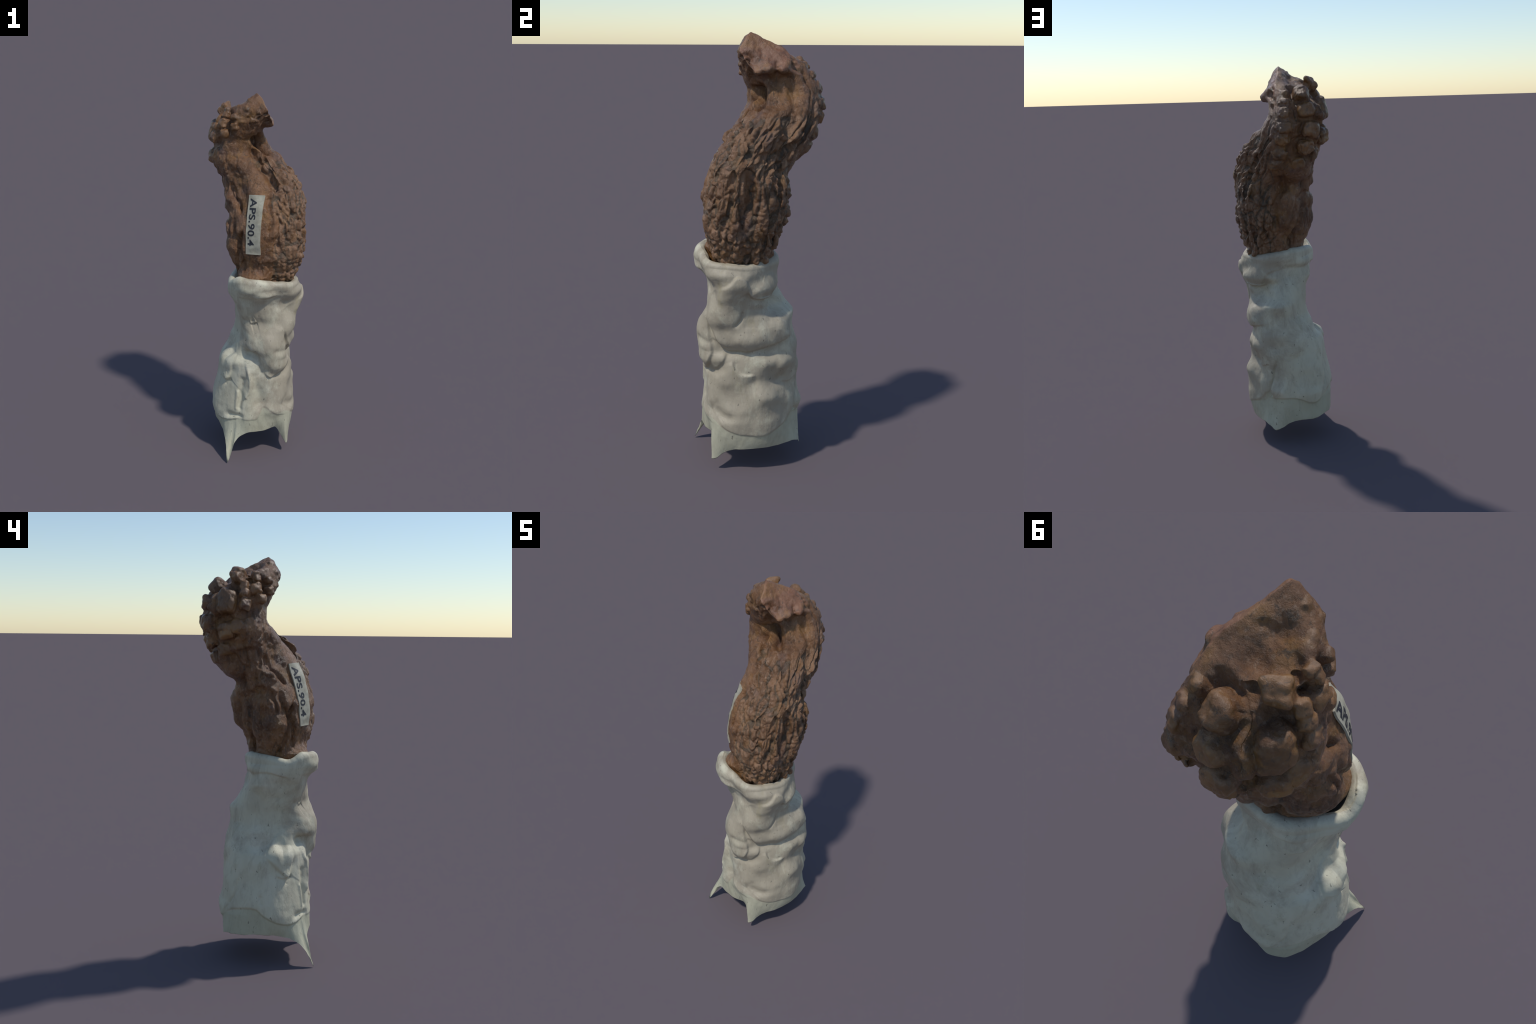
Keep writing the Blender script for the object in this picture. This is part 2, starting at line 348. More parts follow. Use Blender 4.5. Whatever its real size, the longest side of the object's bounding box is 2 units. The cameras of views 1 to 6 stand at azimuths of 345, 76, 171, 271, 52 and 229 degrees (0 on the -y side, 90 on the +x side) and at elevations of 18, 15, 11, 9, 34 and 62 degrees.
CLAY_STROKES = [
   ('valley', 30, -20, [(-108, -204, 616), (-65, -247, 613)]),
   ('ridge', 34, 9, [(188, -211, 874), (225, -168, 912), (234, -120, 936)]),
   ('lip', 40, 22, [(226, -95, 899), (208, -78, 867), (197, -47, 852), (162, -2, 850), (91, 44, 857)]),
   ('lip', 40, -10, [(185, -224, 903), (225, -182, 931), (233, -148, 967), (233, -112, 957), (230, -98, 923), (219, -103, 883)]),
   ('valley', 40, -14, [(119, -241, 907), (183, -227, 911), (142, -231, 869)]),
   ('ridge', 60, 11, [(143, -232, 780), (177, -188, 757), (188, -147, 788)]),
   ('lip', 60, 13, [(99, -258, 767), (117, -251, 712), (136, -229, 659), (138, -182, 602), (173, -116, 600), (197, -17, 615), (190, 74, 643), (128, 140, 664)]),
   ('valley', 26, -8, [(137, -182, 598), (173, -116, 597), (195, -17, 609), (189, 74, 633)]),
   ('ridge', 36, 8, [(195, -120, 668), (201, -33, 692), (173, 63, 728), (134, 118, 742)]),
   ('groove', 9, -8, [(184, -146, 726), (187, -118, 755), (191, -111, 801)]),
   ('ridge', 38, 11, [(84, -261, 608), (116, -230, 578), (132, -211, 567)]),
   ('lip', 40, 7, [(32, -263, 489), (91, -242, 495), (136, -212, 526), (144, -188, 562), (136, -184, 594)]),
   ('valley', 22, -8, [(52, -258, 493), (111, -230, 498), (140, -206, 523)]),
   ('valley', 16, -7, [(47, -284, 651), (113, -251, 641), (138, -193, 615)]),
   ('ridge', 32, 9, [(201, -3, 536), (186, 53, 533), (163, 113, 534)]),
   ('ridge', 32, 9, [(216, -29, 377), (204, 27, 377), (164, 99, 344)]),
   ('valley', 34, -14, [(207, -72, 452), (209, -20, 455), (175, 64, 448)]),
   ('lip', 40, -10, [(157, -157, 557), (173, -142, 515), (190, -112, 492), (208, -57, 494)]),
   ('valley', 40, -12, [(157, -203, 397), (172, -169, 384)]),
   ('ridge', 40, 8, [(175, -162, 305), (196, -107, 324)]),
   ('valley', 30, -8, [(130, -236, 332), (151, -218, 276)]),
   ('lip', 60, 4, [(55, -260, 342), (143, -228, 265), (182, -172, 213), (213, -35, 192), (202, 44, 218), (143, 121, 250), (128, 141, 356)]),
   ('valley', 40, -4, [(-102, -227, 922), (-48, -237, 902), (31, -256, 927)]),
   ('groove', 9, -5, [(-72, -220, 854), (-66, -198, 792)]),
   ('ridge', 40, 8, [(12, -278, 709), (39, -285, 649), (49, -280, 577)]),
   ('lip', 42, 14, [(-20, -270, 520), (25, -264, 485), (67, -257, 511), (112, -238, 574), (111, -256, 674), (95, -263, 753)]),
   ('valley', 34, -24, [(-99, -215, 611), (-52, -252, 584), (-20, -270, 520)]),
   ('ridge', 11, 10, [(-93, -222, 545), (-87, -245, 478), (-93, -247, 418), (-111, -243, 372)]),
   ('valley', 16, -12, [(-122, -218, 469), (-134, -222, 395), (-148, -230, 307)]),
   ('ridge', 34, 10, [(-167, -71, 578), (-193, -118, 524), (-157, -154, 568)]),
   ('lip', 30, 8, [(-218, -81, 463), (-203, -129, 445), (-180, -154, 462), (-151, -161, 570)]),
   ('valley', 36, -20, [(-54, -261, 489), (-39, -260, 402), (-31, -259, 329)]),
   ('ridge', 10, 7, [(-149, -209, 390), (-160, -221, 304)]),
   ('valley', 18, -14, [(-191, -195, 255), (-148, -231, 256)]),
   ('lip', 50, 3, [(-241, -121, 202), (-173, -212, 233), (-83, -262, 237), (-50, -264, 242), (-9, -259, 307), (65, -259, 253), (170, -197, 234)]),
   ('ridge', 30, 10, [(13, -261, 285), (57, -261, 271)]),
   ('valley', 24, -12, [(112, -249, 305), (176, -177, 276)]),
   ('ridge', 30, 10, [(-121, -248, 1003), (-19, -283, 1013), (82, -272, 1022)]),
   ('lip', 40, -7, [(-40, 53, 957), (31, 58, 945), (101, 62, 925), (127, 49, 893), (137, 10, 848), (170, -4, 866)]),
   ('ridge', 30, 14, [(181, 49, 724), (180, 83, 684)]),
   ('valley', 42, -8, [(106, 147, 709), (123, 152, 628), (111, 161, 616)]),
   ('valley', 34, -9, [(75, 174, 533), (57, 184, 464), (66, 179, 378)]),
   ('ridge', 24, 10, [(183, 69, 538), (176, 55, 490)]),
   ('lip', 30, 6, [(173, 72, 437), (151, 113, 431), (125, 149, 451)]),
   ('groove', 8, -14, [(96, 170, 463), (110, 155, 373), (127, 149, 308), (110, 156, 262)]),
   ('ridge', 26, 10, [(101, 168, 298), (69, 183, 301)]),
   ('ridge', 40, 12, [(-54, 189, 271), (-111, 182, 278)]),
   ('lip', 50, 6, [(211, 8, 198), (168, 93, 241), (138, 137, 290), (117, 150, 258), (69, 181, 263), (-12, 190, 260), (-89, 184, 229), (-133, 177, 238), (-159, 161, 281), (-183, 130, 319)]),
   ('valley', 40, -10, [(-19, 182, 471), (-28, 191, 374)]),
   ('lip', 50, 10, [(15, 55, 940), (-136, -18, 962), (-159, -90, 952), (-165, -147, 942)]),
   ('lip', 30, -12, [(-38, -211, 800), (-54, -203, 792), (-72, -195, 784)]),
   ('valley', 30, -16, [(-117, 10, 839), (-110, -19, 809)]),
   ('lip', 25, 6, [(-139, -40, 896), (-108, -59, 824), (-101, -63, 774)]),
   ('lip', 40, 12, [(-198, -37, 548), (-207, -95, 492), (-193, -143, 447), (-173, -161, 468)]),
   ('lip', 40, 10, [(-120, -108, 663), (-138, -65, 615), (-198, -37, 548)]),
   ('lip', 50, 7, [(-139, 175, 238), (-198, 120, 287), (-234, 17, 296), (-246, -26, 264), (-251, -99, 230), (-223, -164, 217), (-169, -216, 231), (-115, -251, 268)]),
   ('groove', 8, -6, [(-179, 93, 443), (-182, 121, 353), (-174, 143, 305)]),
   ('groove', 8, -6, [(-231, -14, 364), (-239, -11, 314)]),
   ('groove', 8, -8, [(-174, -161, 461), (-206, -140, 410)]),
]


def apply_strokes(P, N, strokes, surface=None):
    """move points along their normals by grooves, valleys, ridges, pockets and overlapping lips"""
    D = np.zeros(len(P))
    for kind, w, a, pts in strokes:
        if len(pts) < 2:
            continue
        L = smooth_line(np.array(pts) / 1000.0)
        if surface is not None and kind != "cleft":  # lay the line on the surface
            L = np.array([surface.find_nearest(Vector(p))[0] for p in L])
        w, a = w / 1000.0, a / 1000.0
        R = 3.0 * w + 0.01
        box = np.all((P > L.min(0) - R) & (P < L.max(0) + R), axis=1)
        if not box.any():
            continue
        i = np.nonzero(box)[0]
        p = P[i] + 0.006 * np.stack([vnoise(P[i], 22, 5), vnoise(P[i], 22, 6), vnoise(P[i], 22, 7)], 1) * (0.3 if kind == "lip" else 1.0)
        d, s, off = line_distance(p, L)
        if kind == "groove":
            D[i] += a * np.exp(-(d / w) ** 1.6) * (0.35 + 0.65 * sm(0, 0.12, s) * sm(0, 0.12, 1 - s))
        elif kind == "lip":
            k = np.clip((s * (len(L) - 1)).astype(int), 0, len(L) - 2)
            t = L[k + 1] - L[k]
            left = np.cross(N[i], t); left /= np.linalg.norm(left, axis=1)[:, None] + 1e-9
            side = np.einsum("ij,ij->i", off, left)
            D[i] += a * (0.62 * np.tanh(side / 0.005) + 0.0) * np.exp(-d / w) * (0.1 + 0.9 * sm(0, 0.15, s) * sm(0, 0.15, 1 - s))
        else:
            D[i] += a * np.exp(-(d / w) ** 2)
    return D


# ------------------------------------------------------------------ fossil knobs: centre (mm), outward direction, width, height, depth (mm)
KNOBS = [
    ((-62, 222, 1868), (0.1, 0.75, 0.65), 88, 80, 62),
    ((-82, 266, 1782), (0.0, 1.0, 0.1), 90, 72, 62),
    ((-107, 270, 1684), (-0.25, 0.97, 0.0), 92, 78, 56),
    ((-80, 254, 1594), (-0.2, 0.9, -0.35), 98, 72, 50),
    ((-130, 116, 1916), (-0.5, 0.4, 0.75), 82, 74, 66),
    ((-187, 160, 1782), (-0.92, 0.35, 0.15), 100, 118, 62),
    ((-182, 166, 1645), (-0.8, 0.5, -0.2), 80, 80, 58),
    ((30, 270, 1770), (0.37, 0.84, 0.3), 66, 58, 36),
    ((30, 288, 1697), (0.24, 0.96, 0.1), 70, 58, 38),
    ((42, 275, 1634), (0.21, 0.9, -0.3), 86, 62, 40),
    ((50, 247, 1564), (0.26, 0.92, -0.29), 86, 62, 40),
    ((-45, 226, 1516), (-0.24, 0.83, -0.4), 78, 58, 36),
    ((62, 215, 1506), (0.34, 0.79, -0.4), 80, 58, 34),
    ((30, 242, 1824), (0.5, 0.73, 0.45), 58, 42, 32),
    ((24, 206, 1868), (0.42, 0.55, 0.72), 52, 38, 30),
    ((-206, 70, 1768), (-0.95, -0.1, 0.05), 62, 66, 42),
    ((-168, 20, 1845), (-0.9, -0.25, 0.3), 62, 54, 40),
    ((-164, -10, 1793), (-0.6, -0.75, -0.1), 52, 46, 30),
    ((-150, 12, 1894), (-0.82, -0.4, 0.4), 42, 36, 30),
    ((-122, -42, 1887), (-0.68, -0.62, 0.4), 38, 34, 28),
    ((-94, -12, 1936), (-0.51, -0.2, 0.8), 46, 34, 28),
    ((-40, -46, 1968), (-0.6, -0.4, 0.7), 40, 30, 26),
    ((-61, -68, 1928), (-0.54, -0.72, 0.43), 36, 34, 26),
    ((-206, 112, 1672), (-0.9, 0.15, 0.2), 62, 66, 30),
    ((-198, 48, 1680), (-0.9, -0.3, 0.1), 52, 62, 22),
    ((-174, 80, 1862), (-0.85, 0.2, 0.4), 46, 50, 38),
    ((-138, 176, 1556), (-0.87, 0.39, -0.3), 74, 62, 30),
    ((-180, 92, 1594), (-0.75, 0.12, -0.6), 66, 58, 22),
    ((-190, 78, 1824), (-0.8, 0.2, 0.55), 50, 42, 38),
    ((-140, 28, 1922), (-0.46, -0.05, 0.88), 44, 36, 30),
    ((-25, -80, 1880), (-0.2, -0.95, 0.1), 44, 46, 24),
    ((-85, -62, 1872), (-0.4, -0.9, 0.1), 46, 36, 24),
    ((-122, -52, 1835), (-0.5, -0.85, 0.0), 46, 42, 26),
]
# outline of the broken head: convex block through these corners (mm)
HEAD = [(6, -36, 2002), (-8, -62, 1974), (30, -60, 1974), (40, -95, 1932), (10, -98, 1900), (82, -72, 1872), (102, -32, 1836), (98, -36, 1826), (94, 10, 1836), (82, 86, 1830), (60, 138, 1900), (40, 104, 1938), (14, 42, 1972),
        (-70, 60, 1937), (-118, 60, 1908), (-45, 88, 1926), (-30, 120, 1912), (-100, 120, 1900), (-60, 150, 1897), (0, 150, 1875), (-40, 0, 1825), (-70, -20, 1935), (20, -60, 1838), (40, -10, 1806), (30, 60, 1800)]


def blob(bm, c, n, w, h, d, seed):
    """rounded block: a superellipsoid turned to stand out along n, slightly dented"""
    n = Vector(n).normalized()
    x = Vector((0, 0, 1)).cross(n).normalized(); y = n.cross(x)
    r = bmesh.ops.create_icosphere(bm, subdivisions=4, radius=1.0)
    vs = r["verts"]
    U = np.array([v.co[:] for v in vs])
    e = 4.2
    U /= (np.abs(U) ** e).sum(1)[:, None] ** (1 / e)
    q = U + seed * 3.7
    U = U * (1 + 0.13 * vnoise(q, 1.1, seed) + 0.07 * vnoise(q, 2.6, seed + 50))[:, None]
    rot = 0.25 * math.sin(seed * 2.4)
    X = U[:, :1] * math.cos(rot) - U[:, 1:2] * math.sin(rot); Y = U[:, :1] * math.sin(rot) + U[:, 1:2] * math.cos(rot)
    C = np.array(c) / 1000 + (X * w / 2000) * np.array(x) + (Y * h / 2000) * np.array(y) + (U[:, 2:] * d / 1000) * np.array(n)
    for v, p in zip(vs, C):
        v.co = p


def fossil_axis(z):
    t = np.array(FOSSIL)
    return interp(t[:, 0], t[:, 1:3], z)


def surface_of(me):
    return BVHTree.FromPolygons([tuple(v) for v in mesh_arrays(me)[0]], [tuple(p.vertices) for p in me.polygons])


# deep cleft between the two lower lobes at the back
CLEFT = ("cleft", 24, -30, [(-68, 64, 1320), (-62, 58, 1250), (-50, 48, 1170), (-30, 38, 1080)])


def build_fossil():
    v, f = fossil_core()
    me = new_mesh("core", v, f)
    P, N = mesh_arrays(me)
    K = np.array([k[0] for k in KNOBS[:7] + KNOBS[15:17]]) / 1000
    dk = np.min(np.linalg.norm(P[:, None] - K[None], axis=2), axis=1)
    inset = -0.034 * (1 - sm(0.05, 0.10, dk)) * sm(1.42, 1.52, P[:, 2])
    P = P + N * inset[:, None]
    set_verts(me, P)
    bm = bmesh.new(); bm.from_mesh(me)
    for s, (c, n, w, h, d) in enumerate(KNOBS):
        nn = Vector(n).normalized()
        dep = 0.62 * d + 8
        blob(bm, np.array(c) - np.array(nn) * (dep - 0.32 * d + (-1 if 6 < s < 13 else 2)), n, w * 0.97, h * 0.99, dep, s)
    hv = [bm.verts.new(np.array(p) / 1000) for p in HEAD]
    hull = bmesh.ops.convex_hull(bm, input=hv, use_existing_faces=False)
    bmesh.ops.delete(bm, geom=[g for g in hull["geom_interior"] if isinstance(g, bmesh.types.BMVert)], context="VERTS")
    bmesh.ops.recalc_face_normals(bm, faces=bm.faces)
    bm.to_mesh(me); bm.free()
    ob = add("fossil_build", me)
    m = ob.modifiers.new("r", "REMESH"); m.mode = "VOXEL"; m.voxel_size = 0.0034
    m = ob.modifiers.new("s", "SMOOTH"); m.factor = 0.5; m.iterations = 3
    dg = bpy.context.evaluated_depsgraph_get()
    out = bpy.data.meshes.new_from_object(ob.evaluated_get(dg))
    bpy.data.objects.remove(ob); bpy.data.meshes.remove(me)
    # soften the seam where the broken head meets the body
    P, N = mesh_arrays(out)
    ev = np.empty(len(out.edges) * 2, int); out.edges.foreach_get("vertices", ev); ev = ev.reshape(-1, 2)
    near = (1 - sm(0.035, 0.070, np.linalg.norm(P - (-0.04, 0.085, 1.915), axis=1)))[:, None]
    deg = np.bincount(ev.ravel(), minlength=len(P))[:, None]
    for _ in range(45):
        S = np.stack([np.bincount(ev[:, 0], P[ev[:, 1], a], len(P)) + np.bincount(ev[:, 1], P[ev[:, 0], a], len(P)) for a in range(3)], 1)
        P = P + near * 0.6 * (S / deg - P)
    set_verts(out, P)
    # ---- strokes
    P, N = mesh_arrays(out)
    D = apply_strokes(P, N, FOSSIL_STROKES + [CLEFT], surface_of(out))
    P = P + N * D[:, None]
    set_verts(out, P)
    P, N = mesh_arrays(out)
    # ---- cobbled crust on the convex side
    c = fossil_axis(P[:, 2])
    az = np.degrees(np.arctan2(P[:, 1] - c[:, 1], P[:, 0] - c[:, 0])) + 10 * vnoise(P, 9, 3)
    z = P[:, 2]
    crust = sm(-98, -76, az) * (1 - sm(62, 84, az)) * (1 - sm(1.60, 1.70, z - 0.0 * az))
    upper = sm(24, 40, az) * (1 - sm(74, 92, az)) * (1 - sm(1.86, 1.92, z))
    crust = np.maximum(crust, upper)
    knobby = 1 - sm(0.042, 0.078, np.min(np.linalg.norm(P[:, None] - (np.array([k[0] for k in KNOBS[:15]]) / 1000)[None], axis=2), axis=1))
    crust = crust * (1 - knobby)
    # long wavering ridges that follow the curved axis, broken across into fused, ragged plates
    L = P - np.column_stack([c, np.zeros(len(P))])
    W = np.stack([vnoise(P, 14, 8), vnoise(P, 14, 9), vnoise(P, 14, 10)], 1)
    W2 = np.stack([vnoise(P, 5, 28), vnoise(P, 5, 29), 0 * z], 1)
    r1, r2, rid = voronoi(L / (0.060, 0.060, 0.24) + 0.16 * W + 0.22 * W2, 2, 0.9)
    furrow = 1 - sm(0.0, 0.36, r2 - r1)
    f1, f2, cid = voronoi(L / (0.037, 0.037, 0.047) + 0.36 * W, 4, 0.9)
    plate = sm(0.0, 0.42, f2 - f1) ** 0.7
    lift = hash3(cid, cid * 0 + 3, cid * 0, 9) - 0.45
    g1, g2, cid2 = voronoi(L / (0.016, 0.016, 0.019) + 0.40 * W, 14, 0.9)
    gap2 = 1 - sm(0.0, 0.34, g2 - g1)
    lift2 = hash3(cid2, cid2 * 0 + 5, cid2 * 0, 19) - 0.5
    fused = np.clip(0.85 + 0.6 * vnoise(P, 9, 21), 0.40, 1.3)
    crinkle = 1 - np.abs(vnoise(P, 38, 23)) * 1.6
    D = crust * (0.0026 - 0.0125 * furrow * np.clip(0.9 + 0.6 * vnoise(P, 6, 24), 0.3, 1.4) + fused * (0.0130 * (plate - 0.85) + 0.007 * lift * plate)
                 + (0.0028 * lift2 - 0.0032 * gap2) * np.clip(0.7 + 0.7 * vnoise(P, 10, 22), 0.15, 1.2) + 0.0018 * (crinkle - 0.6) - 0.001)
    # lumps and long wrinkles elsewhere
    Q3 = np.stack([P[:, 0] / 0.04, P[:, 1] / 0.04, P[:, 2] / 0.075], 1) + 0.35 * np.stack([vnoise(P, 13, 31), vnoise(P, 13, 32), vnoise(P, 13, 33)], 1)
    h1, h2, cid3 = voronoi(Q3, 24, 0.9)
    rest = (1 - crust)
    D += rest * (-0.0065 * (1 - sm(0, 0.25, h2 - h1)) * np.clip(vnoise(P, 8, 34) + 0.25, 0, 1) + 0.0018 * fbm(P * (1, 1, 0.35), 55, 2, 36))
    D += 0.0035 * fbm(P, 20, 2, 40) + 0.0014 * fbm(P, 75, 2, 44)
    P = P + N * D[:, None]
    # weathered: sharp rims worn a little rounder
    worn = (0.30 + 0.25 * sm(1.80, 1.84, P[:, 2]) * sm(0.0, 0.03, P[:, 0]))[:, None]
    for _ in range(5):
        S = np.stack([np.bincount(ev[:, 0], P[ev[:, 1], a], len(P)) + np.bincount(ev[:, 1], P[ev[:, 0], a], len(P)) for a in range(3)], 1)
        P = P + worn * (S / deg - P)
    set_verts(out, P)
    return out, crust, cid, furrow


def split_regions(me, label, names, mats, parent, host_name):
    """separate a smooth surface into named region meshes whose borders coincide and share the whole body's normals"""
    V, N = mesh_arrays(me)
    nf = len(me.polygons)
    ls = np.empty(nf, int); lt = np.empty(nf, int)
    me.polygons.foreach_get("loop_start", ls); me.polygons.foreach_get("loop_total", lt)
    lv = np.empty(len(me.loops), int); me.loops.foreach_get("vertex_index", lv)
    faces = [lv[a:a + b] for a, b in zip(ls, lt)]
    host = None
    for r in sorted(set(label.tolist())):
        idx = np.nonzero(label == r)[0]
        used = np.unique(np.concatenate([faces[i] for i in idx]))
        rem = np.full(len(V), -1); rem[used] = np.arange(len(used))
        m = new_mesh(names[r], V[used], [rem[faces[i]].tolist() for i in idx])
        m.materials.append(mats[r])
        m.polygons.foreach_set("use_smooth", np.ones(len(m.polygons), bool))
        m.normals_split_custom_set_from_vertices([tuple(map(float, n)) for n in N[used]])
        ob = add(names[r], m, parent if host is None else host)
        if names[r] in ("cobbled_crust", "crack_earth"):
            ob["kind"] = "stuff"
        if host is None:
            host = ob
    return host


def face_centres(me):
    c = np.empty(len(me.polygons) * 3); me.polygons.foreach_get("center", c)
    n = np.empty(len(me.polygons) * 3); me.polygons.foreach_get("normal", n)
    return c.reshape(-1, 3), n.reshape(-1, 3)


# ------------------------------------------------------------------ materials
class Nodes:
    def __init__(self, name, rough):
        self.m = bpy.data.materials.new(name); self.m.use_nodes = True
        self.t = self.m.node_tree; self.b = self.t.nodes["Principled BSDF"]
        self.b.inputs["Roughness"].default_value = rough
        self.co = self.t.nodes.new("ShaderNodeTexCoord").outputs["Object"]

    def link(self, a, b):
        self.t.links.new(a, b)

    def noise(self, scale, detail=4, rough=0.6, stretch=(1, 1, 1), dist=0.0, offset=0.0):
        mp = self.t.nodes.new("ShaderNodeMapping"); mp.inputs["Scale"].default_value = stretch; mp.inputs["Location"].default_value = (offset, offset * 0.7, offset * 1.3)
        self.link(self.co, mp.inputs[0])
        n = self.t.nodes.new("ShaderNodeTexNoise"); n.inputs["Scale"].default_value = scale; n.inputs["Detail"].default_value = detail
        n.inputs["Roughness"].default_value = rough; n.inputs["Distortion"].default_value = dist
        self.link(mp.outputs[0], n.inputs["Vector"])
        return n.outputs["Fac"]

    def voronoi(self, scale, stretch=(1, 1, 1), feature="F1"):
        mp = self.t.nodes.new("ShaderNodeMapping"); mp.inputs["Scale"].default_value = stretch
        self.link(self.co, mp.inputs[0])
        n = self.t.nodes.new("ShaderNodeTexVoronoi"); n.feature = feature; n.inputs["Scale"].default_value = scale
        self.link(mp.outputs[0], n.inputs["Vector"])
        return n.outputs["Distance"]

    def ramp(self, fac, stops):
        r = self.t.nodes.new("ShaderNodeValToRGB"); e = r.color_ramp.elements
        while len(e) < len(stops):
            e.new(0.5)
        for k, (p, c) in zip(e, stops):
            k.position = p; k.color = (*c, 1) if not isinstance(c, (int, float)) else (c, c, c, 1)
        self.link(fac, r.inputs[0])
        return r.outputs["Color"]

    def mix(self, fac, a, b, mode="MIX"):
        n = self.t.nodes.new("ShaderNodeMix"); n.data_type = "RGBA"; n.blend_type = mode
        for v, s in ((fac, n.inputs[0]), (a, n.inputs[6]), (b, n.inputs[7])):
            if isinstance(v, (int, float)):
                s.default_value = v
            elif isinstance(v, tuple):
                s.default_value = (*v, 1)
            else:
                self.link(v, s)
        return n.outputs[2]

    def bump(self, h, strength, dist):
        b = self.t.nodes.new("ShaderNodeBump"); b.inputs["Strength"].default_value = strength; b.inputs["Distance"].default_value = dist
        self.link(h, b.inputs["Height"])
        if self.b.inputs["Normal"].is_linked:
            self.link(self.b.inputs["Normal"].links[0].from_socket, b.inputs["Normal"])
        self.link(b.outputs[0], self.b.inputs["Normal"])


def stone(name, dark, mid, light, ochre_amount, worn=0.5, tint=0.0, rough=1.0):
    n = Nodes(name, 0.5)
    col = n.ramp(n.noise(7, 6, 0.65), [(0.30, dark), (0.50, mid), (0.72, light)])
    # rusty ochre and purplish patches
    col = n.mix(n.ramp(n.noise(11, 4, 0.6, offset=3.1), [(0.52, 0.0), (0.68, ochre_amount)]), col, (0.270, 0.130, 0.034))
    col = n.mix(n.ramp(n.noise(9, 4, 0.6, offset=7.7), [(0.56, 0.0), (0.70, 0.5)]), col, (0.150, 0.088, 0.072))
    if tint:  # each plate differs a little in tone
        oi = n.t.nodes.new("ShaderNodeObjectInfo")
        col = n.mix(tint, col, n.ramp(oi.outputs["Random"], [(0.0, (0.140, 0.070, 0.030)), (0.5, (0.270, 0.155, 0.082)), (1.0, (0.380, 0.240, 0.155))]))
    # pale flecks and thin dark marks
    col = n.mix(n.ramp(n.noise(60, 5, 0.7, (1, 1, 0.7), offset=1.7), [(0.54, 0.0), (0.72, worn)]), col, (0.400, 0.262, 0.170))
    col = n.mix(n.ramp(n.noise(48, 6, 0.7, (1, 1, 0.45), 1.0, 5.3), [(0.32, 0.8), (0.46, 0.0)]), col, (0.040, 0.027, 0.015))
    # darker grey tone in the creases, by pointiness
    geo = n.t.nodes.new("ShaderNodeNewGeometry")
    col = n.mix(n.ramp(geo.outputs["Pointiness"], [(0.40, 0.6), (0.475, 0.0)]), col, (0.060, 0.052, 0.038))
    n.link(col, n.b.inputs["Base Color"])
    r = n.ramp(n.noise(35, 4, 0.6, offset=9.0), [(0.3, 0.24), (0.7, 0.43)])
    n.link(r, n.b.inputs["Roughness"]); n.b.inputs["Specular IOR Level"].default_value = 0.6
    n.bump(n.noise(130, 6, 0.75, (1, 1, 0.6)), 0.7 * rough, 0.008)
    n.bump(n.noise(45, 6, 0.7), 0.6 * rough, 0.014)
    return n.m


def clay(name, base, stain, pale, front):
    n = Nodes(name, 0.6)
    col = n.ramp(n.noise(5, 5, 0.6, (1, 1, 0.7)), [(0.30, tuple(0.5 * a + 0.5 * b for a, b in zip(base, stain))), (0.50, base), (0.72, pale)])
    # darker pinkish grey patches, mostly on the +x -y side
    sep = n.t.nodes.new("ShaderNodeSeparateXYZ"); n.link(n.co, sep.inputs[0])
    m1 = n.t.nodes.new("ShaderNodeMath"); m1.operation = "MULTIPLY_ADD"; n.link(sep.outputs[0], m1.inputs[0]); m1.inputs[1].default_value = 0.55; n.link(n.noise(6, 6, 0.7, (1, 1, 0.8), 0.5, 6.1), m1.inputs[2])
    m2 = n.t.nodes.new("ShaderNodeMath"); m2.operation = "MULTIPLY_ADD"; n.link(sep.outputs[1], m2.inputs[0]); m2.inputs[1].default_value = -0.25; n.link(m1.outputs[0], m2.inputs[2])
    col = n.mix(n.ramp(m2.outputs[0], [(0.44, 0.0), (0.62, front)]), col, stain)
    col = n.mix(n.ramp(n.noise(26, 6, 0.7, (1, 1, 0.35), 0.6, 2.2), [(0.50, 0.0), (0.72, 0.4)]), col, tuple(0.72 * c for c in stain))
    # yellowish smudges and small dark specks pressed into the clay
    col = n.mix(n.ramp(n.noise(9, 5, 0.65, (1, 1, 0.6), 0.3, 8.3), [(0.60, 0.0), (0.74, 0.5)]), col, (0.300, 0.255, 0.140))
    col = n.mix(n.ramp(n.noise(75, 2, 0.5, (1, 1, 0.55), 0.5, 4.4), [(0.69, 0.0), (0.75, 0.75)]), col, (0.12, 0.105, 0.08))
    n.link(col, n.b.inputs["Base Color"])
    n.bump(n.noise(60, 5, 0.65, (1, 1, 0.25)), 0.25, 0.006)
    n.bump(n.noise(16, 4, 0.6), 0.3, 0.012)
    return n.m


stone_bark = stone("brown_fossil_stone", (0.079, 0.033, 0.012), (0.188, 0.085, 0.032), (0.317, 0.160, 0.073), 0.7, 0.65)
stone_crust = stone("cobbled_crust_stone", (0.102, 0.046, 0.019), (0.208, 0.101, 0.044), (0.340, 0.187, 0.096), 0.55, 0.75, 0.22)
stone_dark_furrow = stone("crack_earth", (0.067, 0.040, 0.021), (0.114, 0.073, 0.041), (0.180, 0.113, 0.062), 0.4, 0.3)
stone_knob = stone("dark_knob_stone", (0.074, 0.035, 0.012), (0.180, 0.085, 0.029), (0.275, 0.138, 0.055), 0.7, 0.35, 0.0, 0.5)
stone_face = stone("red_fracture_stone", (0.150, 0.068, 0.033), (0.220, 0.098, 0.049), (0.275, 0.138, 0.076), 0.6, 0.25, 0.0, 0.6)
clay_mat = clay("pale_grey_clay", (0.540, 0.505, 0.372), (0.350, 0.296, 0.218), (0.610, 0.575, 0.450), 0.85)
skirt_mat = clay("smooth_greenish_clay", (0.470, 0.452, 0.325), (0.370, 0.338, 0.243), (0.520, 0.504, 0.378), 0.5)

